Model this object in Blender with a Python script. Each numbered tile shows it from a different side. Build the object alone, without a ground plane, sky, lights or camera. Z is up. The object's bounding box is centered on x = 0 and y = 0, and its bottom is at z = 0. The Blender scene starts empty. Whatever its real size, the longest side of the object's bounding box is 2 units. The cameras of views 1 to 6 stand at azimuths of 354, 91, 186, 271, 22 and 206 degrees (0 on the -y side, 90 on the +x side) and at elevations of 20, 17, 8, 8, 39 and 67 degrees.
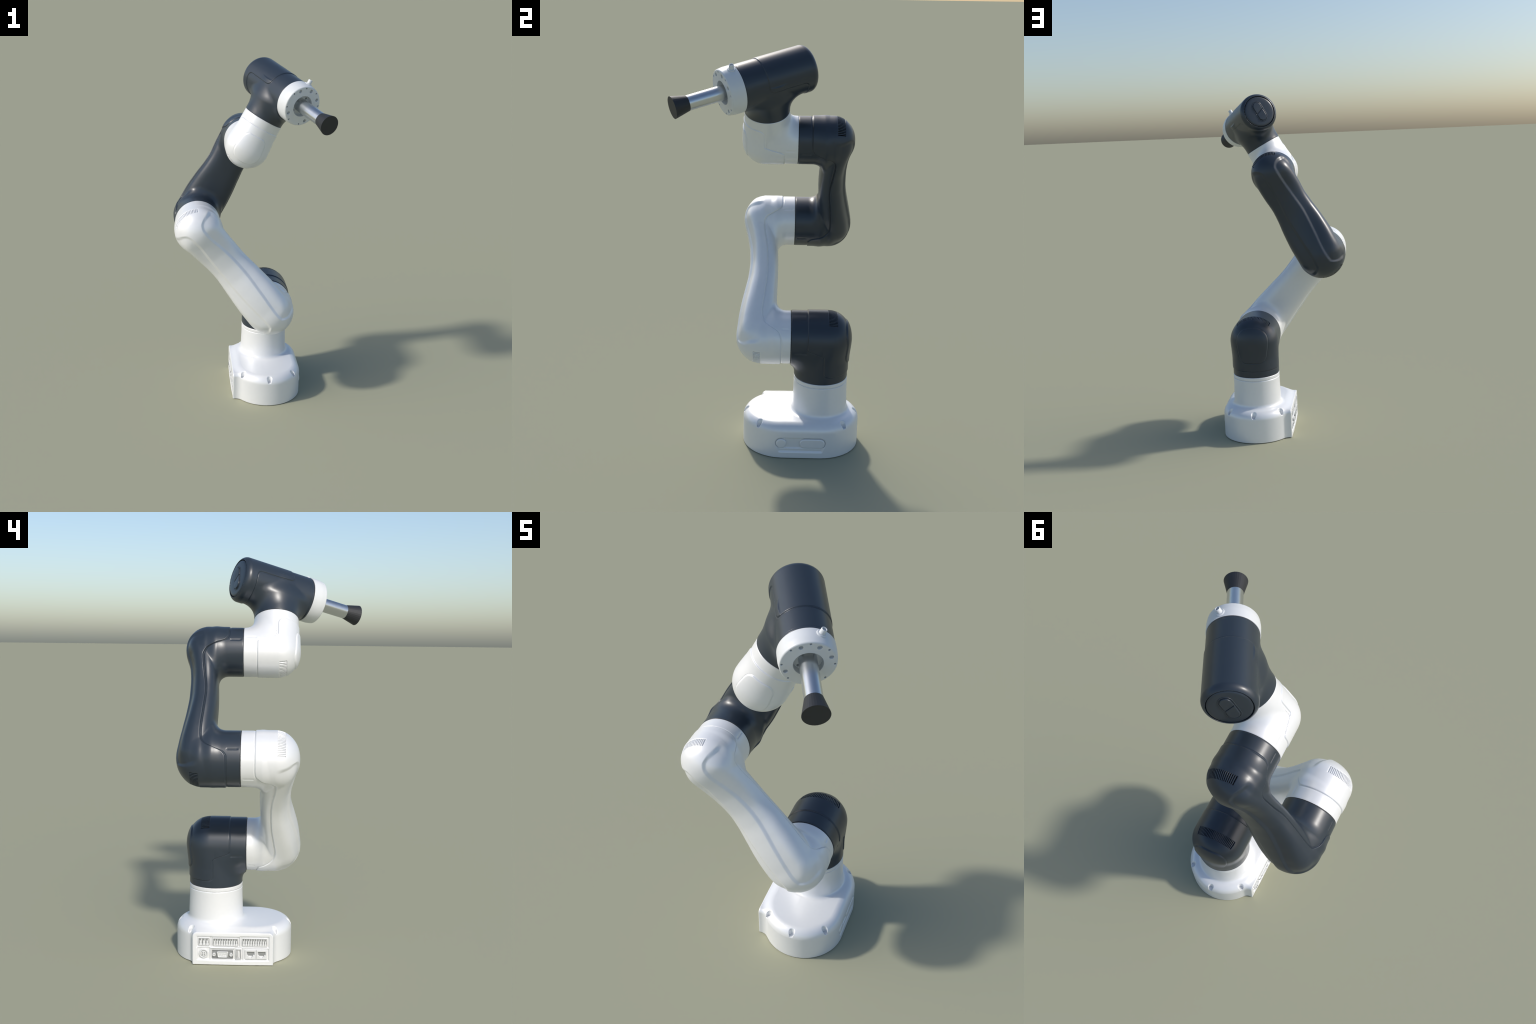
"""Six-axis robot arm (white and black shells) with a steel rod and rubber suction cup.
Every shell is described as a blend of cylinders, caps and lofted beams (signed distance
rules), meshed by surface nets, and split along its cover seams into named parts."""
import bpy, bmesh, math
import numpy as np
from mathutils import Matrix, Vector

# ------------------------------------------------------------------ layout of the joints
COL_X, COL_Y = 0.1415, 0.2635                 # vertical axis of the column
SH = np.array([0.1425, 0.572])                 # shoulder joint  (x, z), axis along y
EL = np.array([-0.2715, 1.069])                # elbow joint
WR = np.array([-0.0065, 1.5475])                # wrist joint
SEAM_SH, SEAM_EL, SEAM_WR = 0.107, 0.122, 0.123
WRIST_Y = -0.0297                             # y of the wrist roll axis
TILT = math.radians(28.9)
ROLL = np.array([math.sin(TILT), 0, math.cos(TILT)])      # wrist roll axis (up the hand)
TOOL = np.array([0.4227, -0.8757, -0.2334])               # tool axis
TOOL /= np.linalg.norm(TOOL)
SIDE = np.cross(TOOL, ROLL)
TAIL = np.array([0.0687, 0.1574, 1.9])                    # centre of the rear cap
SEAM_ROLL = 0.177

# ------------------------------------------------------------------ maths helpers
def smooth01(a, b, x):
    t = np.clip((x - a) / (b - a), 0, 1)
    return t * t * (3 - 2 * t)

def smin(a, b, k):
    h = np.maximum(k - np.abs(a - b), 0) / k
    return np.minimum(a, b) - h * h * k * 0.25

def smax(a, b, k):
    return -smin(-a, -b, k)

def curve(points):
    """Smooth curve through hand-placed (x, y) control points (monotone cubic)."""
    p = np.array(points, float)
    x, y = p[:, 0], p[:, 1]
    d = np.diff(y) / np.diff(x)
    m = np.concatenate([[d[0]], np.where(d[:-1] * d[1:] > 0, 2 * d[:-1] * d[1:] / (d[:-1] + d[1:] + 1e-12 * np.sign(d[:-1] + d[1:] + 1e-30)), 0), [d[-1]]])
    m[0] = m[-1] = 0
    xs = np.linspace(x[0], x[-1], 600)
    i = np.clip(np.searchsorted(x, xs) - 1, 0, len(x) - 2)
    h = x[i + 1] - x[i]
    t = (xs - x[i]) / h
    ys = (y[i] * (1 + 2 * t) * (1 - t) ** 2 + h * m[i] * t * (1 - t) ** 2
          + y[i + 1] * t * t * (3 - 2 * t) + h * m[i + 1] * t * t * (t - 1))
    return lambda q: np.interp(q, xs, ys)

def capped_hub(rho, s, R, s_cap, D, p):
    """Cylinder of radius R whose end bulges out by D past s_cap (superelliptic dome)."""
    t = np.maximum(s - s_cap, 0) / D
    return ((np.maximum(rho, 1e-9) / R) ** p + t ** p) ** (1 / p) * R - R

def rounded_box2(x, y, hx, hy, r):
    qx, qy = np.abs(x) - hx + r, np.abs(y) - hy + r
    return np.hypot(np.maximum(qx, 0), np.maximum(qy, 0)) + np.minimum(np.maximum(qx, qy), 0) - r

# ------------------------------------------------------------------ surface nets
def mesh_field(f, lo, hi, h):
    lo = np.array(lo, float)
    B = 4
    nb = np.ceil((np.array(hi) - lo) / (h * B)).astype(int) + 1
    n = nb * B
    c = [lo[i] + (np.arange(nb[i]) * B + (B - 1) / 2) * h for i in range(3)]
    G = np.stack(np.meshgrid(*c, indexing='ij'), -1).reshape(-1, 3)
    cv = f(G).reshape(nb)
    act = np.abs(cv) < h * B * 1.5 + 0.012
    V = np.repeat(np.repeat(np.repeat(np.sign(cv), B, 0), B, 1), B, 2)
    idx = np.argwhere(act)
    off = np.stack(np.meshgrid(*[np.arange(B)] * 3, indexing='ij'), -1).reshape(1, -1, 3)
    for s in range(0, len(idx), 12000):
        I = (idx[s:s + 12000, None, :] * B + off).reshape(-1, 3)
        V[I[:, 0], I[:, 1], I[:, 2]] = f(lo + I * h)
    S = V < 0
    cnt = np.zeros(n - 1, np.int8)
    corners = [(a, b, d) for a in (0, 1) for b in (0, 1) for d in (0, 1)]
    for a, b, d in corners:
        cnt += S[a:n[0] - 1 + a, b:n[1] - 1 + b, d:n[2] - 1 + d]
    cells = np.argwhere((cnt > 0) & (cnt < 8))
    cid = -np.ones(n - 1, np.int64)
    cid[tuple(cells.T)] = np.arange(len(cells))
    acc = np.zeros((len(cells), 3)); num = np.zeros(len(cells))
    for a in range(8):
        for ax in range(3):
            c0 = np.array(corners[a])
            if c0[ax]:
                continue
            c1 = c0.copy(); c1[ax] = 1
            v0 = V[tuple((cells + c0).T)]; v1 = V[tuple((cells + c1).T)]
            m = (v0 < 0) != (v1 < 0)
            t = np.where(m, v0 / np.where(m, v0 - v1, 1), 0)
            acc += m[:, None] * (c0 + t[:, None] * (c1 - c0)); num += m
    P = lo + (cells + acc / num[:, None]) * h
    quads = []
    for ax in range(3):
        b, d = (ax + 1) % 3, (ax + 2) % 3
        sl0 = [slice(None)] * 3; sl1 = [slice(None)] * 3
        sl0[ax] = slice(0, -1); sl1[ax] = slice(1, None)
        E = np.argwhere(S[tuple(sl0)] != S[tuple(sl1)])
        E = E[(E[:, b] > 0) & (E[:, d] > 0) & (E[:, b] < n[b] - 1) & (E[:, d] < n[d] - 1)]
        inside = S[tuple(E.T)]
        def cell(ob, od):
            q = E.copy(); q[:, b] -= ob; q[:, d] -= od
            return cid[tuple(q.T)]
        Q = np.stack([cell(1, 1), cell(0, 1), cell(0, 0), cell(1, 0)], -1)
        Q[~inside] = Q[~inside][:, ::-1]
        quads.append(Q)
    Q = np.concatenate(quads)
    def grad(P, e):
        g = np.empty_like(P)
        for i in range(3):
            d = np.zeros(3); d[i] = e
            g[:, i] = (f(P + d) - f(P - d)) / (2 * e)
        return g
    for _ in range(4):
        g = grad(P, h * 0.25)
        st = (f(P) / np.maximum((g * g).sum(1), 0.15))[:, None] * g
        ln = np.linalg.norm(st, axis=1, keepdims=True)
        P = P - st * np.minimum(1, h * 0.8 / np.maximum(ln, 1e-12))
    g = grad(P, 0.0007)
    N = g / np.maximum(np.linalg.norm(g, axis=1, keepdims=True), 1e-9)
    return P, Q, N

# ------------------------------------------------------------------ objects
ROOT = bpy.data.objects.new("robot_arm", None)
ROOT.location = (0, 0, 0)
bpy.context.collection.objects.link(ROOT)
ROOT["label"] = "white and black jointed robot arm with suction cup tool"
ROOT["category"] = "robot arm"

def add_object(name, mesh, mat, parent):
    if mat is not None:
        mesh.materials.clear(); mesh.materials.append(mat)
    ob = bpy.data.objects.new(name, mesh)
    bpy.context.collection.objects.link(ob)
    ob.parent = parent
    return ob

def surface_object(name, P, Q, N, mat, parent):
    used, inv = np.unique(Q.ravel(), return_inverse=True)
    q = inv.reshape(-1, 4)
    me = bpy.data.meshes.new(name)
    me.from_pydata(P[used].tolist(), [], q.tolist())
    me.polygons.foreach_set("use_smooth", np.ones(len(me.polygons), bool))
    me.update()
    me.normals_split_custom_set_from_vertices(N[used].tolist())
    return add_object(name, me, mat, parent)

def split_surface(f, lo, hi, h, parts, parent):
    """parts: list of (name, material, region or None); the first gets what is left and owns the rest."""
    P, Q, N = mesh_field(f, lo, hi, h)
    C = P[Q].mean(1)
    left = np.ones(len(Q), bool)
    todo = []
    for name, mat, region in parts[1:]:
        m = left & region(C)
        left &= ~m
        todo.append((name, mat, m))
    main = surface_object(parts[0][0], P, Q[left], N, parts[0][1], parent)
    for name, mat, m in todo:
        if m.any():
            surface_object(name, P, Q[m], N, mat, main)
    return main

def frame_matrix(origin, x, y, z):
    M = Matrix.Identity(4)
    for i, a in enumerate((x, y, z)):
        for j in range(3):
            M[j][i] = float(a[j])
    for j in range(3):
        M[j][3] = float(origin[j])
    return M

def lathe_mesh(name, profile, seg=64, smooth=True, close=True):
    """Revolve (radius, height) points around z."""
    bm = bmesh.new()
    rings = []
    for r, z in profile:
        if r < 1e-6:
            rings.append([bm.verts.new((0, 0, z))])
        else:
            rings.append([bm.verts.new((r * math.cos(2 * math.pi * i / seg), r * math.sin(2 * math.pi * i / seg), z)) for i in range(seg)])
    for a, b in zip(rings[:-1], rings[1:]):
        for i in range(seg):
            j = (i + 1) % seg
            if len(a) == 1 and len(b) > 1:
                bm.faces.new((a[0], b[j], b[i]))
            elif len(b) == 1 and len(a) > 1:
                bm.faces.new((a[i], a[j], b[0]))
            elif len(a) > 1:
                bm.faces.new((a[i], a[j], b[j], b[i]))
    bmesh.ops.recalc_face_normals(bm, faces=bm.faces)
    me = bpy.data.meshes.new(name)
    bm.to_mesh(me); bm.free()
    if smooth:
        me.polygons.foreach_set("use_smooth", np.ones(len(me.polygons), bool))
        me.set_sharp_from_angle(angle=math.radians(32))
    return me

def box_mesh(name, boxes, bevel=0.0008):
    """One mesh of bevelled boxes: list of (centre, size)."""
    bm = bmesh.new()
    for c, s in boxes:
        r = bmesh.ops.create_cube(bm, size=1)
        vs = r["verts"]
        for v in vs:
            v.co = Vector((c[0] + v.co.x * s[0], c[1] + v.co.y * s[1], c[2] + v.co.z * s[2]))
        if bevel:
            es = list({e for v in vs for e in v.link_edges})
            bmesh.ops.bevel(bm, geom=es, offset=min(bevel, min(s) * 0.3), segments=2, profile=0.5, affect='EDGES')
    me = bpy.data.meshes.new(name)
    bm.to_mesh(me); bm.free()
    me.polygons.foreach_set("use_smooth", np.ones(len(me.polygons), bool))
    me.set_sharp_from_angle(angle=math.radians(40))
    return me

# ------------------------------------------------------------------ materials
def plastic(name, colour, rough, grain=0.02, spec=0.5, metallic=0.0, bump=0.0, scale=60.0):
    m = bpy.data.materials.new(name)
    m.use_nodes = True
    nt = m.node_tree
    b = nt.nodes["Principled BSDF"]
    b.inputs["Roughness"].default_value = rough
    b.inputs["Metallic"].default_value = metallic
    b.inputs["Specular IOR Level"].default_value = spec
    tc = nt.nodes.new("ShaderNodeTexCoord")
    no = nt.nodes.new("ShaderNodeTexNoise")
    no.inputs["Scale"].default_value = scale
    no.inputs["Detail"].default_value = 4
    nt.links.new(tc.outputs["Object"], no.inputs["Vector"])
    rp = nt.nodes.new("ShaderNodeValToRGB")
    for e, k in zip(rp.color_ramp.elements, (1 - grain, 1 + grain)):
        e.color = (colour[0] * k, colour[1] * k, colour[2] * k, 1)
    nt.links.new(no.outputs["Fac"], rp.inputs["Fac"])
    nt.links.new(rp.outputs["Color"], b.inputs["Base Color"])
    mr = nt.nodes.new("ShaderNodeMapRange")
    mr.inputs["To Min"].default_value = rough - 0.02
    mr.inputs["To Max"].default_value = rough + 0.02
    nt.links.new(no.outputs["Fac"], mr.inputs["Value"])
    nt.links.new(mr.outputs["Result"], b.inputs["Roughness"])
    return m

WHITE = plastic("white_shell", (0.79, 0.80, 0.81), 0.35, spec=1.0, metallic=0.14)
BLACK = plastic("black_shell", (0.023, 0.033, 0.047), 0.34, spec=0.6)  # base colour tinted blue to carry the sky's reflection on the black shells
FLANGE = plastic("white_flange", (0.68, 0.70, 0.71), 0.35, spec=0.6)
STEEL = plastic("brushed_steel", (0.62, 0.64, 0.66), 0.30, metallic=1.0)
RUBBER = plastic("black_rubber", (0.018, 0.020, 0.024), 0.55, spec=0.5)
GAP = plastic("dark_gap", (0.008, 0.008, 0.009), 0.6)
PORT = plastic("port_plastic", (0.66, 0.67, 0.67), 0.32, spec=0.6)
PORT_SHADE = plastic("port_dark_grey", (0.26, 0.27, 0.27), 0.35)  # darker grey for the socket backs, some pins and the data socket frame

# ------------------------------------------------------------------ vents (row of fins in a pocket round a hub)
def vent_pocket(f, ang, w, rho, spec):
    """Cut the recess that holds the fins. spec: half angle, w range, depth"""
    ha, w0, w1, depth = spec
    lim = np.maximum(np.maximum(w0 - w, w - w1), (np.abs(ang) - ha) * rho)
    pocket = np.maximum(lim, -(f + depth))
    return smax(f, -pocket, 0.0025)

def add_fins(f, centre_of, spec, parent, mat, pitch=0.0086, width=0.0046):
    """centre_of(angle, rho, w) -> world point. Fins lie along w, follow the shell, standing in the pocket."""
    ha, w0, w1, depth = spec
    wm = 0.5 * (w0 + w1)
    ws = np.linspace(w0 - 0.001, w1 + 0.001, 7)
    def surface_rho(a, w):
        lo_, hi_ = np.full(len(w), 0.03), np.full(len(w), 0.2)
        for _ in range(24):
            mid = 0.5 * (lo_ + hi_)
            val = f(np.array([centre_of(a, r_, w_) for r_, w_ in zip(mid, w)]))
            lo_ = np.where(val < 0, mid, lo_); hi_ = np.where(val < 0, hi_, mid)
        return 0.5 * (lo_ + hi_)
    r0 = surface_rho(0.0, np.array([wm]))[0]
    count = int(2 * ha * r0 / pitch)
    mesh = None
    for i in range(count):
        a = (i - (count - 1) / 2) * pitch / r0
        if mesh is None:
            rs = surface_rho(0.0, ws) - 0.0010
            o = np.array(centre_of(0.0, r0, wm))
            ex = np.array(centre_of(0.0, r0 + 1, wm)) - o
            ez = np.array(centre_of(0.0, r0, wm + 1)) - o
            bm = bmesh.new(); rows = []
            for r_, w_ in zip(rs, ws):
                ring = []
                for s_, d_ in ((-1, -depth - 0.001), (1, -depth - 0.001), (1, -0.0006), (0.7, 0), (-0.7, 0), (-1, -0.0006)):
                    ring.append(bm.verts.new((r_ - r0 + d_, s_ * width / 2, w_ - wm)))
                rows.append(ring)
            for A_, B_ in zip(rows[:-1], rows[1:]):
                for k in range(6):
                    bm.faces.new((A_[k], A_[(k + 1) % 6], B_[(k + 1) % 6], B_[k]))
            bm.faces.new(rows[0][::-1]); bm.faces.new(rows[-1])
            bmesh.ops.recalc_face_normals(bm, faces=bm.faces)
            mesh = bpy.data.meshes.new("vent_fin")
            bm.to_mesh(mesh); bm.free()
        o = np.array(centre_of(a, r0, wm))
        ex = np.array(centre_of(a, r0 + 1, wm)) - o
        ez = np.array(centre_of(a, r0, wm + 1)) - o
        ey = np.cross(ez, ex)
        ob = add_object("vent_fin", mesh, mat if i == 0 else None, parent)
        ob.matrix_world = frame_matrix(o, ex, ey, ez)

def raise_cover(f, d_in, height, edge=0.003, groove=0.0012, wide=0.0022):
    """Lift the shell where d_in > 0 (metres inside the cover outline); fine groove at the seam."""
    return f - height * smooth01(-edge, edge, d_in) + groove * np.exp(-(d_in / wide) ** 2)

# ------------------------------------------------------------------ swinging arms
class Arm:
    """Two side hubs joined by a waisted beam. w = distance outwards along the joint axis."""
    def __init__(s, A, B, out, RA, RB, seamA, seamB, capA, capB, DA, DB, width, outer, inner, seam_line, spine, ends, ventA, ventB, shift=0.0):
        s.__dict__.update(locals())
        d = B - A
        s.L = np.linalg.norm(d); s.u = d / s.L
        s.width, s.outer, s.inner = curve(width), curve(outer), curve(inner)
        s.line, s.spine = curve(seam_line), curve(spine)

    def local(s, P):
        dx, dz = P[:, 0] - s.A[0], P[:, 2] - s.A[1]
        return dx * s.u[0] + dz * s.u[1], dx * s.u[1] - dz * s.u[0], P[:, 1] * s.out

    def shell(s, P):
        u, v, w = s.local(P)
        L = s.L
        rA, rB = np.hypot(u, v), np.hypot(u - L, v)
        hA = smax(capped_hub(rA, w, s.RA, s.capA, s.DA, 2.05), s.seamA - w, 0.004)
        hB = smax(capped_hub(rB, w, s.RB, s.capB, s.DB, 2.05), s.seamB - w, 0.004)
        uc = np.clip(u, 0, L)
        W, wo, wi = s.width(uc), s.outer(uc), s.inner(uc)
        wc, T = 0.5 * (wo + wi), 0.5 * (wo - wi)
        outside = np.abs(u - uc) * 1.3
        vv = np.hypot(v - s.shift * np.sin(np.pi * np.clip(uc / L, 0, 1)), outside)
        t_in = 1 - smooth01(wc - 0.03, wc + 0.03, w)       # frame side is boxier than the cover side
        p = 2.25 + 0.65 * t_in
        beam = ((vv / W) ** p + (np.abs(w - wc) / T) ** p + 1e-12) ** (1 / p)
        beam = (beam - 1) * np.minimum(W, T) * 1.05
        k = 0.008 + 0.048 * (1 - smooth01(wi + 0.0, wi + 0.055, w))
        f = smin(smin(hA, beam, k), hB, k)
        # raised outer cover with its S-shaped seam
        g = s.line(np.clip(u, -0.2, L + 0.2))
        f = raise_cover(f, w - g, 0.0035, edge=0.0035, groove=0.0034, wide=0.0032)
        for uj, sj, Rj in ((0.0, -1, s.RA), (L, 1, s.RB)):
            seam = s.seamA if sj < 0 else s.seamB
            hub_w = s.line(np.full(1, uj + sj * 0.09))[0]
            ledge = np.exp(-((u - uj - sj * 0.004) / 0.0042) ** 2) * smooth01(0.6, 0.8, np.abs(v) / Rj)
            f = f + 0.0018 * ledge * smooth01(hub_w, hub_w - 0.008, w) * smooth01(seam + 0.006, seam + 0.016, w)
        # raised spine on the outer face, sunk strips to both sides of it
        vs = s.spine(np.clip(u, -0.2, L + 0.2))
        lo, hi = s.ends
        inside = smin(np.abs(v) - vs, np.minimum(u - lo, hi - u) * 0.7, 0.02)
        face = smooth01(0.35, 0.6, (w - wi) / (wo - wi))
        depth = 0.0075 * smooth01(-0.006, 0.013, inside) * (1 - 0.8 * smooth01(0.014, 0.075, inside))
        f = f + depth * face
        return f

    def vent(s, P, which):
        u, v, w = s.local(P)
        if which == 'A':
            return np.arctan2(v, -u), w, np.hypot(u, v)
        return np.arctan2(v, u - s.L), w, np.hypot(u - s.L, v)

    def field(s, P):
        f = s.shell(P)
        for which, spec in (('A', s.ventA), ('B', s.ventB)):
            f = vent_pocket(f, *s.vent(P, which), spec)
        return f

    def is_cover(s, C):
        u, v, w = s.local(C)
        return w > s.line(np.clip(u, -0.2, s.L + 0.2))

    def build(s, name, mat):
        pts = np.array([s.A, s.B])
        lo, hi = pts.min(0) - 0.16, pts.max(0) + 0.16
        y = sorted((s.out * (min(s.seamA, s.seamB) - 0.01), s.out * 0.43 if s.out > 0 else s.out * 0.185))
        main = split_surface(s.field, (lo[0], y[0], lo[1]), (hi[0], y[1], hi[1]), 0.0026,
                             [(name, mat, None), (name + "_cover", mat, s.is_cover)], ROOT)
        nrm = np.array([s.u[1], -s.u[0]])
        for which, spec in (('A', s.ventA), ('B', s.ventB)):
            J = s.A if which == 'A' else s.B
            du = -s.u if which == 'A' else s.u
            def place(a, r, w, J=J, du=du):
                q = J + r * (math.cos(a) * du + math.sin(a) * nrm)
                return (q[0], w * s.out, q[1])
            add_fins(s.shell, place, spec, main, mat)
        return main

upper = Arm(SH, EL, -1, 0.1342, 0.1292, -SEAM_SH + 0.0006, -SEAM_EL + 0.0006, 0.034, 0.034, 0.129, 0.108,
            width=[(0, .1290), (.1, .1265), (.25, .1145), (.39, .1045), (.5, .108), (.59, .114), (.646, .118)],
            outer=[(0, .163), (.075, .158), (.147, .148), (.231, .131), (.316, .1135), (.396, .1065), (.461, .109), (.533, .120), (.6, .134), (.646, .142)],
            inner=[(0, -.030), (.2, -.034), (.38, -.038), (.5, -.034), (.646, -.030)],
            seam_line=[(-.1, -.058), (-.06, -.057), (-.02, -.046), (0, -.02), (.022, .012), (.05, .030), (.095, .038), (.19, .027), (.3, .016),
                       (.37, .015), (.44, .018), (.55, .034), (.59, .036), (.615, .022), (.632, -.008), (.65, -.036), (.672, -.055), (.7, -.058)],
            spine=[(-.1, .09), (-.062, .062), (-.03, .038), (.0, .035), (.15, .045), (.3, .052), (.4, .050), (.5, .044), (.6, .035), (.65, .037), (.685, .05), (.72, .09)],
            ends=(-0.066, 0.700), ventA=(math.radians(37), 0.046, 0.080, 0.006), ventB=(math.radians(38), 0.044, 0.079, 0.006), shift=0.001)
fore = Arm(EL, WR, 1, 0.1295, 0.1168, SEAM_EL + 0.0006, SEAM_WR + 0.0006, 0.297, 0.292, 0.117, 0.103,
           width=[(0, .1250), (.1, .1260), (.2, .120), (.3, .109), (.36, .1055), (.45, .110), (.547, .1105)],
           outer=[(0, .413), (.053, .408), (.14, .3915), (.22, .3765), (.297, .3675), (.374, .3655), (.43, .369), (.487, .3805), (.547, .394)],
           inner=[(0, .244), (.15, .240), (.28, .235), (.4, .239), (.547, .246)],
           seam_line=[(-.08, .187), (-.04, .188), (-.015, .203), (0, .235), (.018, .275), (.05, .300), (.1, .303), (.2, .295), (.3, .288),
                      (.4, .300), (.475, .307), (.51, .292), (.535, .245), (.558, .200), (.59, .189), (.65, .188)],
           spine=[(-.1, .09), (-.068, .066), (-.04, .038), (.02, .034), (.15, .043), (.28, .049), (.38, .042), (.49, .036), (.56, .038), (.59, .054), (.63, .09)],
           ends=(-0.072, 0.600), ventA=(math.radians(37), 0.311, 0.349, 0.008), ventB=(math.radians(40), 0.309, 0.345, 0.020), shift=0.001)
upper.build("upper_arm", WHITE)
fore.build("forearm", BLACK)

# ------------------------------------------------------------------ elbow-shaped housings (shoulder, wrist)
class Elbow:
    """Side hub (axis y) meeting a column at right angles; p points outwards, c away from the column."""
    def __init__(s, O, out, up, R, seam, pout, D, Rc, c_end, hub_line, s_low, col_line, edge, dome, vent, k_in, expo=2.2):
        s.__dict__.update(locals())
        s.O, s.up = np.array(O, float), np.array(up, float)
        s.side = np.cross(np.array([0, out, 0]), s.up)

    def local(s, P):
        d = P - s.O
        return d @ s.side, d[:, 1] * s.out, d @ s.up

    def shell(s, P):
        x, p, c = s.local(P)
        low = smooth01(0.01, -0.11, c)                    # 0 at the hub, 1 down the column
        R = s.R + (s.Rc - s.R) * low
        reach = s.pout + (s.Rc - s.pout) * low            # how far the front bulges
        flat = (s.pout - s.D) * (1 - low)
        e = s.expo + (2 - s.expo) * low
        front = capped_hub(np.hypot(x, np.maximum(c, 0)), p - flat, R, 0.0, reach - flat, e)
        hub = np.hypot(x, c) - s.R
        col = np.hypot(x, p) - s.Rc
        k = 0.004 + s.k_in * smooth01(0.0, 0.10, np.sqrt(np.maximum(-p, 0) * np.maximum(-c, 0)))
        back = smin(hub, np.maximum(col, c), k)
        f = np.where(p > 0, front, back)
        f = smax(f, np.maximum(-s.seam - p, -s.c_end - c), 0.004)
        f = raise_cover(f, s.cover(x, p, c), 0.0035, groove=0.0022)
        ledge = np.exp(-((c - s.s_low) / 0.0042) ** 2) * smooth01(0.6, 0.8, np.abs(x) / s.R) * smooth01(s.hub_line, s.hub_line - 0.01, p) * smooth01(-s.seam + 0.008, -s.seam + 0.02, p)
        f = f + 0.0018 * ledge
        # domed front lid
        f = raise_cover(f, s.lid(x, p, c), 0.0045, edge=0.0055, groove=0.0030)
        return f

    def cover(s, x, p, c):
        t = smooth01(s.s_low - 0.022, s.s_low + 0.022, c)
        line = s.col_line + (s.hub_line - s.col_line) * t
        return smin((p - line) * 0.8, c + s.edge, 0.03)

    def lid(s, x, p, c):
        top, low, half = s.dome
        hw = half * (0.80 + 0.20 * smooth01(low, top * 0.4, c))
        cm, hc = 0.5 * (top + low), 0.5 * (top - low)
        d = -rounded_box2(x * half / hw, c - cm, half, hc, half * 0.5)
        # upper corners follow the round hub
        d = smin(d, top - np.hypot(x, np.maximum(c, 0)), 0.02)
        return np.minimum(d, p - 0.03)

    def vent_at(s, P):
        x, p, c = s.local(P)
        return np.arctan2(x, c), p, np.hypot(x, c)

    def field(s, P):
        return vent_pocket(s.shell(P), *s.vent_at(P), s.vent)

    def build(s, name, mat):
        e = s.O
        far = s.O - s.up * s.c_end
        ys = sorted((e[1] - s.out * (s.seam + 0.01), e[1] + s.out * (s.pout + 0.015)))
        lo = np.minimum(e, far) - 0.165; hi = np.maximum(e, far) + 0.165
        main = split_surface(s.field, (lo[0], ys[0], lo[2]), (hi[0], ys[1], hi[2]), 0.0026,
                             [(name, mat, None),
                              (name + "_lid", mat, lambda C: s.lid(*s.local(C)) > 0),
                              (name + "_cover", mat, lambda C: s.cover(*s.local(C)) > 0)], ROOT)
        def place(a, r, w):
            q = s.O + s.side * (r * math.sin(a)) + s.up * (r * math.cos(a))
            return (q[0], s.O[1] + s.out * w, q[2])
        add_fins(s.shell, place, s.vent, main, mat)
        return main

Elbow((COL_X, COL_Y, SH[1]), 1, (0, 0, 1), 0.1375, COL_Y - SEAM_SH - 0.0006, 0.1450, 0.121, 0.1355, SH[1] - 0.3715,
      hub_line=-0.074, s_low=-0.035, col_line=0.008, edge=0.165, dome=(0.100, -0.115, 0.098),
      vent=(math.radians(44), 0.030, 0.072, 0.006), k_in=0.05).build("shoulder", BLACK)
Elbow((WR[0], WRIST_Y, WR[1]), -1, -ROLL, 0.1165, SEAM_WR - WRIST_Y - 0.0006, 0.1120, 0.103, 0.1085, SEAM_ROLL - 0.0006,
      hub_line=-0.087, s_low=-0.02, col_line=0.009, edge=0.130, dome=(0.082, -0.085, 0.080),
      vent=(math.radians(42), 0.018, 0.052, 0.006), k_in=0.05, expo=2.05).build("wrist", WHITE)

# ------------------------------------------------------------------ hand (tool housing)
T_AXIS = 0.2135           # where the roll axis meets the tool axis, along the tool axis
T_FLANGE, T_FACE, T_CUP, T_TIP = 0.3690, 0.4425, 0.6125, 0.6855
HAND_DROP = 0.346 - SEAM_ROLL

def tool_local(P):
    d = P - TAIL
    return d @ TOOL, d @ ROLL, d @ SIDE

def hand_cover(t, e, sd):
    top = smin(e, 0.2565 - t, 0.03)
    return smax(top, 0.053 - t, 0.03)

def hand_field(P):
    t, e, sd = tool_local(P)
    rho = np.hypot(e, sd)
    R = 0.1070
    lo_, hi_ = -0.003, T_FLANGE - 0.0006
    r_end = 0.029
    qx = rho - (R - r_end)
    rear = np.hypot(np.maximum(qx, 0), np.maximum(lo_ + r_end - t, 0)) + np.minimum(np.maximum(qx, lo_ + r_end - t), 0) - r_end
    tube = smax(rear, t - hi_, 0.004)
    stub = smax(np.hypot(t - T_AXIS, sd) - 0.1080, np.maximum(e - 0.02, -HAND_DROP + 0.0006 - e), 0.003)
    k = 0.010 + (0.055 + 0.012 * smooth01(0.0, 0.08, t - T_AXIS)) * smooth01(0.01, 0.085, -e)
    f = smin(tube, stub, k)
    f = raise_cover(f, hand_cover(t, e, sd), 0.0030, edge=0.0040, groove=0.0022)
    # ring groove near the flange and the ring gap around the rear cap
    f = smax(f, -np.maximum(np.abs(t - 0.3595) - 0.0016, 0.1075 - rho), 0.002)
    f = smax(f, -np.maximum(rho - 0.0915, t - 0.012), 0.002)
    return f

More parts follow.
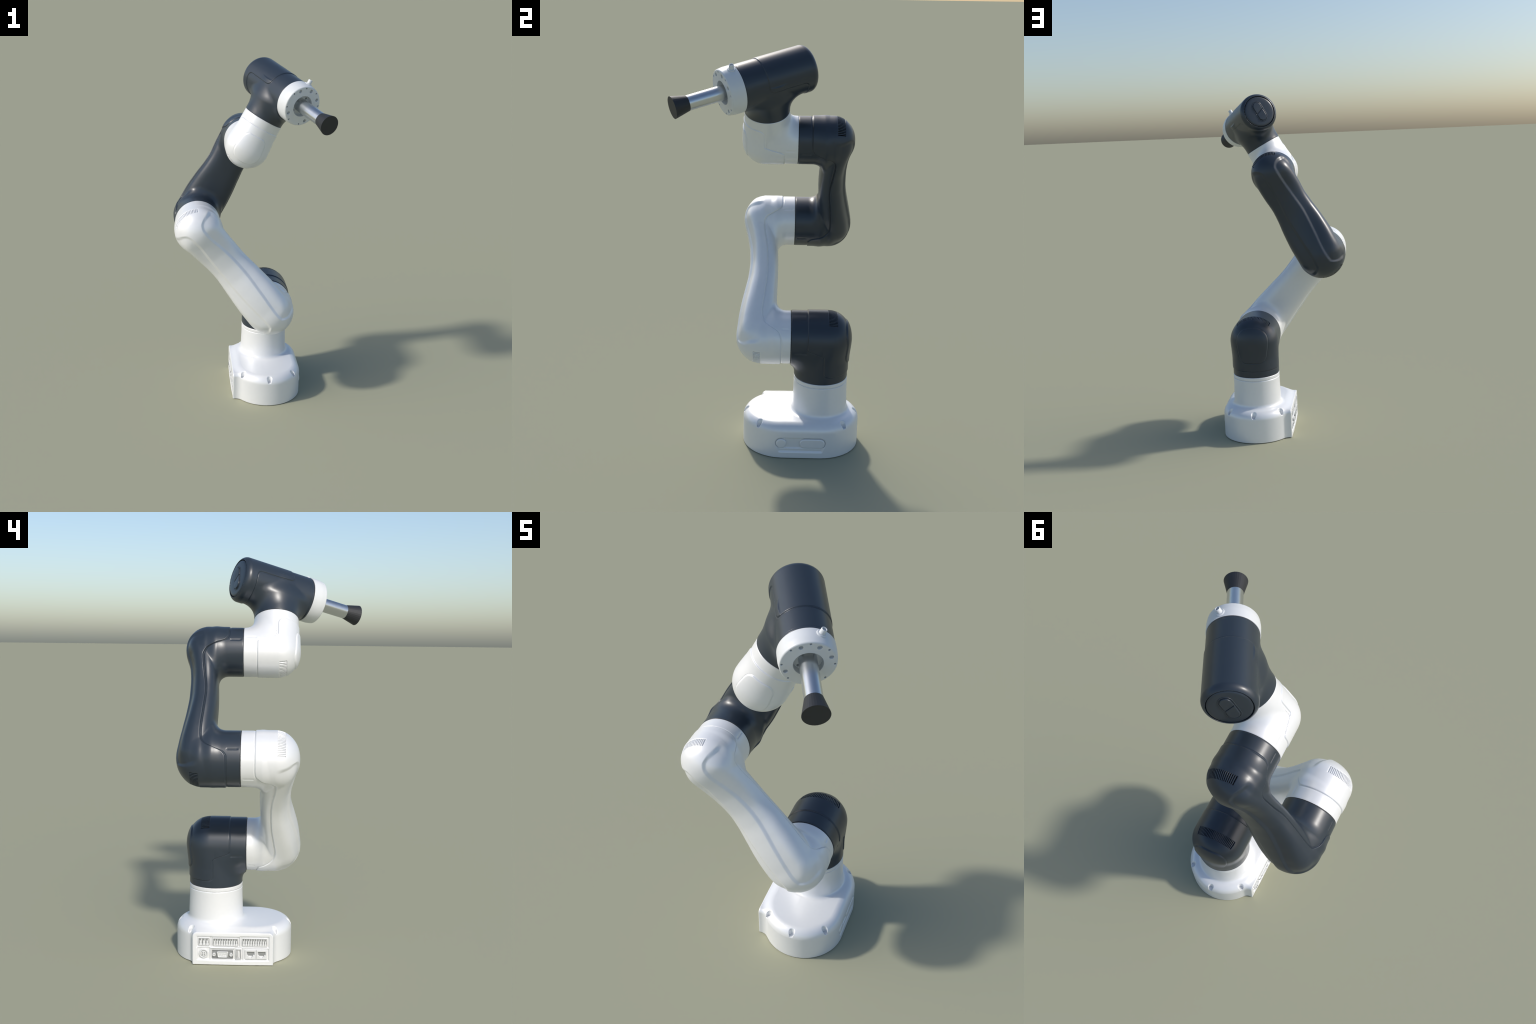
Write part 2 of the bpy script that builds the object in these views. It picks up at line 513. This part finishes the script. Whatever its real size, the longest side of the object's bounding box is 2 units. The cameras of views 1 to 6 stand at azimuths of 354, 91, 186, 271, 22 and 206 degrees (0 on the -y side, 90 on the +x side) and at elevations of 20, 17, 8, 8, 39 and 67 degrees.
hc = TAIL + TOOL * 0.19 - ROLL * 0.04
hand = split_surface(hand_field, TAIL + TOOL * 0.18 - 0.30, TAIL + TOOL * 0.18 + 0.30, 0.0028,
                     [("hand", BLACK, None), ("hand_cover", BLACK, lambda C: hand_cover(*tool_local(C)) > 0)], ROOT)

M_TOOL = frame_matrix(TAIL, SIDE, ROLL, -TOOL)      # local z points out of the rear cap
cap = add_object("end_cap", lathe_mesh("end_cap", [(0, 0.0052), (0.03, 0.0051), (0.06, 0.0046), (0.078, 0.0036), (0.085, 0.0022), (0.0882, -0.0005), (0.0888, -0.004), (0.0888, -0.014), (0, -0.014)], 96), BLACK, hand)
cap.matrix_world = M_TOOL

# emblem on the cap: a pill in two halves standing in a shallow oval rim
def pill_field(P, half):
    x, y, z = P[:, 0], P[:, 1], P[:, 2]
    L, R = 0.032, 0.0240
    d2 = np.hypot(x, np.maximum(np.abs(y) - L, 0)) - R
    slant = (y - 0.35 * x) * half
    cut = smax(d2, 0.0012 - slant, 0.003)
    top = z - (0.0105 - 0.10 * np.maximum(0, 0.03 - slant) * 0.6)
    return smax(smax(cut, top, 0.004), 0.001 - z, 0.001)

for half in (1, -1):
    P_, Q_, N_ = mesh_field(lambda P: pill_field(P, half), (-0.03, -0.064, -0.002), (0.03, 0.064, 0.016), 0.0013)
    ob = surface_object("emblem", P_, Q_, N_, BLACK, hand)
    ob.matrix_world = M_TOOL
rim = bmesh.new()
n_r, n_s = 96, 10
loop = []
for i in range(n_r):
    a = 2 * math.pi * i / n_r
    cx, cy = math.cos(a) * 0.0290, math.sin(a) * 0.0290 + (0.032 if math.sin(a) > 0 else -0.032)
    loop.append((cx, cy, a))
rows = []
for cx, cy, a in loop:
    rows.append([rim.verts.new((cx + math.cos(a) * 0.0022 * math.cos(2 * math.pi * j / n_s), cy + math.sin(a) * 0.0022 * math.cos(2 * math.pi * j / n_s), 0.0046 + 0.0018 * math.sin(2 * math.pi * j / n_s))) for j in range(n_s)])
for i in range(n_r):
    for j in range(n_s):
        a_, b_ = rows[i], rows[(i + 1) % n_r]
        rim.faces.new((a_[j], b_[j], b_[(j + 1) % n_s], a_[(j + 1) % n_s]))
bmesh.ops.recalc_face_normals(rim, faces=rim.faces)
rm = bpy.data.meshes.new("emblem_rim"); rim.to_mesh(rm); rim.free()
rm.polygons.foreach_set("use_smooth", np.ones(len(rm.polygons), bool))
add_object("emblem_rim", rm, BLACK, hand).matrix_world = M_TOOL

# ------------------------------------------------------------------ flange with bolt holes
def flange_field(P):
    x, y, z = P[:, 0], P[:, 1], P[:, 2]          # z along the tool, 0 at the hand seam
    H = T_FACE - T_FLANGE
    rho = np.hypot(x, y)
    taper = 0.0035 * smooth01(H - 0.035, H, z)
    f = smax(rho - (0.1093 - taper), z - H, 0.008)
    f = smax(f, 0.0006 - z, 0.003)
    f = smax(f, -np.maximum(rho - 0.055, H - 0.028 - z), 0.002)
    for k in (0, 45, -45, 135, -135):
        a = math.radians(k)
        d = np.hypot(x - 0.0865 * math.sin(a), y - 0.0865 * math.cos(a)) - (0.0085 if k else 0.0095)
        f = smax(f, -np.maximum(d, H - 0.012 - z), 0.0015)
    for k in range(8):
        a = math.radians(22.5 + 45 * k)
        d = np.hypot(x - 0.0962 * math.sin(a), y - 0.0962 * math.cos(a)) - 0.0042
        f = smax(f, -np.maximum(d, H - 0.010 - z), 0.001)
    for k in range(4):
        a = math.radians(22.5 + 90 * k)
        d = np.hypot(x - 0.0445 * math.sin(a), y - 0.0445 * math.cos(a)) - 0.006
        f = smax(f, -np.maximum(d, H - 0.040 - z), 0.001)
    return f

P_, Q_, N_ = mesh_field(flange_field, (-0.115, -0.115, -0.004), (0.115, 0.115, 0.08), 0.0015)
flange = surface_object("tool_flange", P_, Q_, N_, FLANGE, ROOT)
M_FL = frame_matrix(TAIL + TOOL * T_FLANGE, SIDE, ROLL, TOOL)
# local axes must be right handed: SIDE x ROLL = -TOOL, so mirror the first axis
M_FL = frame_matrix(TAIL + TOOL * T_FLANGE, -SIDE, ROLL, TOOL)
flange.matrix_world = M_FL
nozzle = add_object("air_nozzle", lathe_mesh("air_nozzle", [(0, 0.100), (0.019, 0.100), (0.019, 0.1105), (0.0165, 0.1125), (0.0115, 0.1125), (0.0115, 0.131), (0.0105, 0.133), (0.0085, 0.133), (0.008, 0.132), (0.008, 0.118), (0.0, 0.118)], 32), FLANGE, flange)
nozzle.matrix_world = frame_matrix(TAIL + TOOL * 0.3935, SIDE, TOOL, ROLL)
pin = add_object("air_nozzle_pin", lathe_mesh("air_nozzle_pin", [(0, 0.117), (0.003, 0.117), (0.003, 0.128), (0.002, 0.1295), (0, 0.1295)], 16), FLANGE, flange)
pin.matrix_world = nozzle.matrix_world

M_ROD = frame_matrix(TAIL, -SIDE, ROLL, TOOL)
rod = add_object("rod", lathe_mesh("rod", [(0, T_FACE - 0.034), (0.0345, T_FACE - 0.034), (0.0345, T_CUP + 0.001), (0, T_CUP + 0.001)], 96), STEEL, ROOT)
rod.matrix_world = M_ROD
cup = add_object("suction_cup", lathe_mesh("suction_cup", [(0, T_CUP), (0.0350, T_CUP), (0.0515, T_TIP), (0, T_TIP)], 32, smooth=False), RUBBER, ROOT)
cup.matrix_world = M_ROD

# ------------------------------------------------------------------ base with column
BX, BR, BY0, BY1 = 0.1425, 0.2030, 0.0745, 0.2620
PX, PY0, PY1, PZ = -0.067, -0.036, 0.368, 0.166     # connector panel face
NOTCH = [(BX + 0.190 * math.sin(a), (BY0 - 0.190 * math.cos(a)) if s < 0 else (BY1 + 0.190 * math.cos(a)), a, s)
         for s in (-1, 1) for a in (math.radians(-52), 0.0, math.radians(52))]
# port openings on the panel: (name, y centre, z centre, half y, half z)
PORTS = {"A": (0.3090, 0.1175, 0.0280, 0.0195), "B": (0.2010, 0.1170, 0.0635, 0.0190), "C": (0.0560, 0.1175, 0.0630, 0.0200),
         "din": (0.3107, 0.0565, 0.0240, 0.0240), "dsub": (0.2165, 0.0530, 0.0525, 0.0210), "usb": (0.1365, 0.0560, 0.0145, 0.0262), "net": (0.0490, 0.0550, 0.0555, 0.0230)}
POCKET = 0.008

def base_field(P):
    x, y, z = P[:, 0], P[:, 1], P[:, 2]
    yc = np.clip(y, BY0, BY1)
    rho = np.hypot(x - BX, y - yc)
    r = 0.050
    top = 0.1830
    qx, qz = rho - (BR - r), z - (top - r)
    body = np.hypot(np.maximum(qx, 0), np.maximum(qz, 0)) + np.minimum(np.maximum(qx, qz), 0) - r
    # connector panel block
    pd = rounded_box2(y - 0.5 * (PY0 + PY1), z - (PZ - 0.10), 0.5 * (PY1 - PY0), 0.10, 0.022)
    panel = smax(smax(pd, PX - x, 0.006), x - 0.10, 0.01)
    body = smin(body, panel, 0.022)
    # side recess with buttons on the far long side
    pill = np.hypot(np.maximum(np.abs(y - 0.1645) - 0.0975, 0), z - 0.080) - 0.0315
    recess = smax(pill + (BX + BR - x) * 0.5, BX + BR - 0.011 - x, 0.002)
    body = smax(body, -recess, 0.003)
    ledge = rounded_box2(y - 0.1645, z - 0.044, 0.118, 0.020, 0.014)
    body = smax(body, -np.maximum(ledge + (BX + BR - x) * 2.0 + 0.35 * (0.046 - z), BX + BR - 0.006 - x), 0.003)
    # column
    cr = np.hypot(x - COL_X, y - COL_Y)
    col = cr - (0.1362 + 0.003 * smooth01(0.33, 0.2, z))
    col = smax(col, z - 0.3705, 0.004)
    col = smax(col, -np.maximum(np.abs(z - 0.350) - 0.0016, 0.1335 - cr), 0.003)
    body = smin(body, col, 0.028)
    # screw notches around the rim
    for nx, ny, a, s in NOTCH:
        dx, dy = x - nx, y - ny
        ox, oy = math.sin(a), s * math.cos(a)
        al, ac = dx * ox + dy * oy, -dx * oy + dy * ox
        slot = np.hypot(ac, al) - 0.0120 - 0.25 * np.clip(z - 0.160, 0, 0.03)
        body = smax(body, -np.maximum(np.maximum(slot, 0.144 - z), z - 0.22), 0.003)
    # port cells: funnels sinking into the panel
    for k, (py, pz, hy, hz) in PORTS.items():
        dep = x - PX
        m = {"B": 0.008, "C": 0.010}.get(k, 0.009)
        funnel = np.maximum(np.abs(y - py) - hy - m, np.abs(z - pz) - hz - m) + np.minimum(dep, POCKET) * 0.62
        funnel = np.maximum(funnel, dep - POCKET)
        body = smax(body, -funnel, 0.004)
    return smax(body, -z, 0.001)

base = split_surface(base_field, (-0.085, -0.15, -0.006), (0.365, 0.485, 0.385), 0.0026,
                     [("base", WHITE, None),
                      ("connector_panel", WHITE, lambda C: (C[:, 0] < PX + 0.016) & (C[:, 1] > PY0 + 0.004) & (C[:, 1] < PY1 - 0.004) & (C[:, 2] < PZ - 0.004)),
                      ("column", WHITE, lambda C: (C[:, 2] > 0.23))], ROOT)

# buttons in the side recess
def button(cy, half):
    def f(P):
        x, y, z = P[:, 0], P[:, 1], P[:, 2]
        d = np.hypot(np.maximum(np.abs(y - cy) - half, 0), z - 0.080) - 0.0255
        return smax(smax(d, x - (BX + BR + 0.0010), 0.007), BX + BR - 0.014 - x, 0.001)
    return f
for cy, half in ((0.0675, 0.0003), (0.2235, 0.038)):
    P_, Q_, N_ = mesh_field(button(cy, half), (0.325, cy - half - 0.03, 0.045), (0.352, cy + half + 0.03, 0.115), 0.0016)
    surface_object("button", P_, Q_, N_, WHITE, base)

# ------------------------------------------------------------------ sockets on the connector panel (built facing -x)
SX = PX - 0.0035          # sockets stand almost flush with the frame

def socket(name, boxes, mat=PORT, bevel=0.0008):
    return add_object(name, box_mesh(name, boxes, bevel), mat, base)

def frame_boxes(py, pz, hy, hz, t, x0, d):
    return [((x0 + d / 2, py, pz + hz - t / 2), (d, 2 * hy, t)), ((x0 + d / 2, py, pz - hz + t / 2), (d, 2 * hy, t)),
            ((x0 + d / 2, py - hy + t / 2, pz), (d, t, 2 * hz - 2 * t)), ((x0 + d / 2, py + hy - t / 2, pz), (d, t, 2 * hz - 2 * t))]

def terminal(key, cols):
    py, pz, hy, hz = PORTS[key]
    x0 = SX + 0.003
    socket("terminal_block", frame_boxes(py, pz, hy, hz, 0.0022, x0, 0.012))
    socket("terminal_back", [((SX + 0.0100, py, pz), (0.002, 2 * hy - 0.005, 2 * hz - 0.005))], PORT_SHADE)
    w = 2 * (hy - 0.0025) / cols
    for i in range(cols):
        cy = py - hy + 0.0025 + w * (i + 0.5)
        bx = [((SX + 0.0085, cy, pz - 0.004), (0.006, w * 0.62, hz * 0.95)), ((SX + 0.0070, cy, pz - hz * 0.72), (0.007, w * 0.86, hz * 0.42)),
              ((SX + 0.0090, cy - w * 0.22, pz + hz * 0.48), (0.005, w * 0.30, hz * 0.55))]
        socket("terminal_clamp", bx, PORT, 0.0006)

terminal("A", 3); terminal("B", 10); terminal("C", 10)

# round power socket
py, pz, hy, hz = PORTS["din"]
M_D = frame_matrix((SX, py, pz), (0, 1, 0), (0, 0, -1), (-1, 0, 0))
o = add_object("power_socket", lathe_mesh("power_socket", [(0.023, -0.014), (0.023, -0.003), (0.0215, -0.0015), (0.0185, -0.0015), (0.0165, -0.003), (0.0165, -0.008), (0.0135, -0.008), (0.0135, -0.003), (0.0125, -0.002), (0.0, -0.002)], 48), PORT, base)
o.matrix_world = M_D
for sy in (-1, 1):
    for sz in (-1, 1):
        socket("socket_pin", [((SX + 0.001, py + sy * 0.005, pz + sz * 0.005), (0.004, 0.0045, 0.0045))], PORT_SHADE, 0.0008)

# D-shaped data socket
py, pz, hy, hz = PORTS["dsub"]
socket("data_socket", [((SX + 0.0116, py, pz), (0.003, 2 * hy - 0.005, 2 * hz - 0.005))] + frame_boxes(py, pz, hy, hz, 0.0016, SX + 0.005, 0.008), PORT_SHADE)
def dsub_shell(P):
    x, y, z = P[:, 0] - SX, P[:, 1] - py, P[:, 2] - pz
    hw = 0.026 + 0.16 * z
    d = smax(np.abs(z) - 0.0155, np.abs(y) - hw, 0.006)
    out = smax(d, np.maximum(-0.001 - x, x - 0.013), 0.002)
    return smax(out, -np.maximum(d + 0.0034, x - 0.0035), 0.001)
P_, Q_, N_ = mesh_field(dsub_shell, (SX - 0.005, py - 0.04, pz - 0.022), (SX + 0.018, py + 0.04, pz + 0.022), 0.0011)
surface_object("data_socket_shell", P_, Q_, N_, PORT, base)
for r_, n_ in ((0.0045, 5), (-0.005, 4)):
    for i in range(n_):
        socket("socket_pin", [((SX + 0.002, py + (i - (n_ - 1) / 2) * 0.0085, pz + r_), (0.004, 0.004, 0.004))], PORT, 0.001)
for sy in (-1, 1):
    o = add_object("jack_screw", lathe_mesh("jack_screw", [(0.0085, -0.012), (0.0085, -0.001), (0.0075, 0.0), (0.004, 0.0), (0.004, -0.006), (0, -0.006)], 6 * 4), PORT, base)
    o.matrix_world = frame_matrix((SX, py + sy * 0.0425, pz - 0.001), (0, 1, 0), (0, 0, -1), (-1, 0, 0))

# flat serial socket, standing upright
py, pz, hy, hz = PORTS["usb"]
socket("serial_socket", frame_boxes(py, pz, hy, hz, 0.0022, SX + 0.001, 0.013) + frame_boxes(py, pz, hy - 0.0042, hz - 0.0042, 0.0016, SX + 0.003, 0.010), PORT)
socket("serial_socket_back", [((SX + 0.0128, py, pz), (0.002, 2 * hy - 0.002, 2 * hz - 0.002))], PORT_SHADE)
socket("serial_socket_tongue", [((SX + 0.007, py + 0.001, pz), (0.009, 0.0050, 2 * hz - 0.016))], PORT)

# twin network sockets: stepped openings in one block each
py, pz, hy, hz = PORTS["net"]
for sy in (1, -1):
    cy = py + sy * hy / 2
    def net_field(P):
        x, y, z = P[:, 0] - SX, P[:, 1] - cy, P[:, 2] - pz
        f = smax(np.maximum(np.abs(y) - hy / 2 + 0.0006, np.abs(z) - hz), np.maximum(0.002 - x, x - 0.016), 0.0015)
        hole = np.maximum(np.abs(y) - 0.0195, np.abs(z - 0.0065) - 0.0085)
        step = np.maximum(np.abs(y) - 0.0120, np.abs(z + 0.006) - 0.006)
        key = np.maximum(np.abs(y) - 0.0065, np.abs(z + 0.013) - 0.004)
        cav = np.maximum(np.minimum(np.minimum(hole, step), key), x - 0.012)
        return smax(f, -cav, 0.0012)
    P_, Q_, N_ = mesh_field(net_field, (SX - 0.003, cy - 0.032, pz - 0.028), (SX + 0.020, cy + 0.032, pz + 0.028), 0.0012)
    surface_object("network_socket", P_, Q_, N_, PORT, base)
    socket("network_socket_back", [((SX + 0.0118, cy, pz + 0.003), (0.002, 0.036, 0.022))], PORT_SHADE)

# ------------------------------------------------------------------ dark rings that close the joints
def joint_ring(centre, axis, r):
    axis = np.array(axis, float)
    ref = np.array([1.0, 0, 0]) if abs(axis[0]) < 0.8 else np.array([0, 1.0, 0])
    x = np.cross(ref, axis); x /= np.linalg.norm(x)
    y = np.cross(axis, x)
    o = add_object("joint_ring", lathe_mesh("joint_ring", [(0, -0.006), (r, -0.006), (r, 0.006), (0, 0.006)], 96), GAP, ROOT)
    o.matrix_world = frame_matrix(centre, x, y, axis)
joint_ring((SH[0], SEAM_SH, SH[1]), (0, 1, 0), 0.1335)
joint_ring((EL[0], SEAM_EL, EL[1]), (0, 1, 0), 0.1285)
joint_ring((WR[0], SEAM_WR, WR[1]), (0, 1, 0), 0.1150)
joint_ring((COL_X, COL_Y, 0.371), (0, 0, 1), 0.1330)
joint_ring(np.array([WR[0], WRIST_Y, WR[1]]) + ROLL * SEAM_ROLL, ROLL, 0.1060)
joint_ring(TAIL + TOOL * T_FLANGE, TOOL, 0.1060)
bpy.context.view_layer.update()
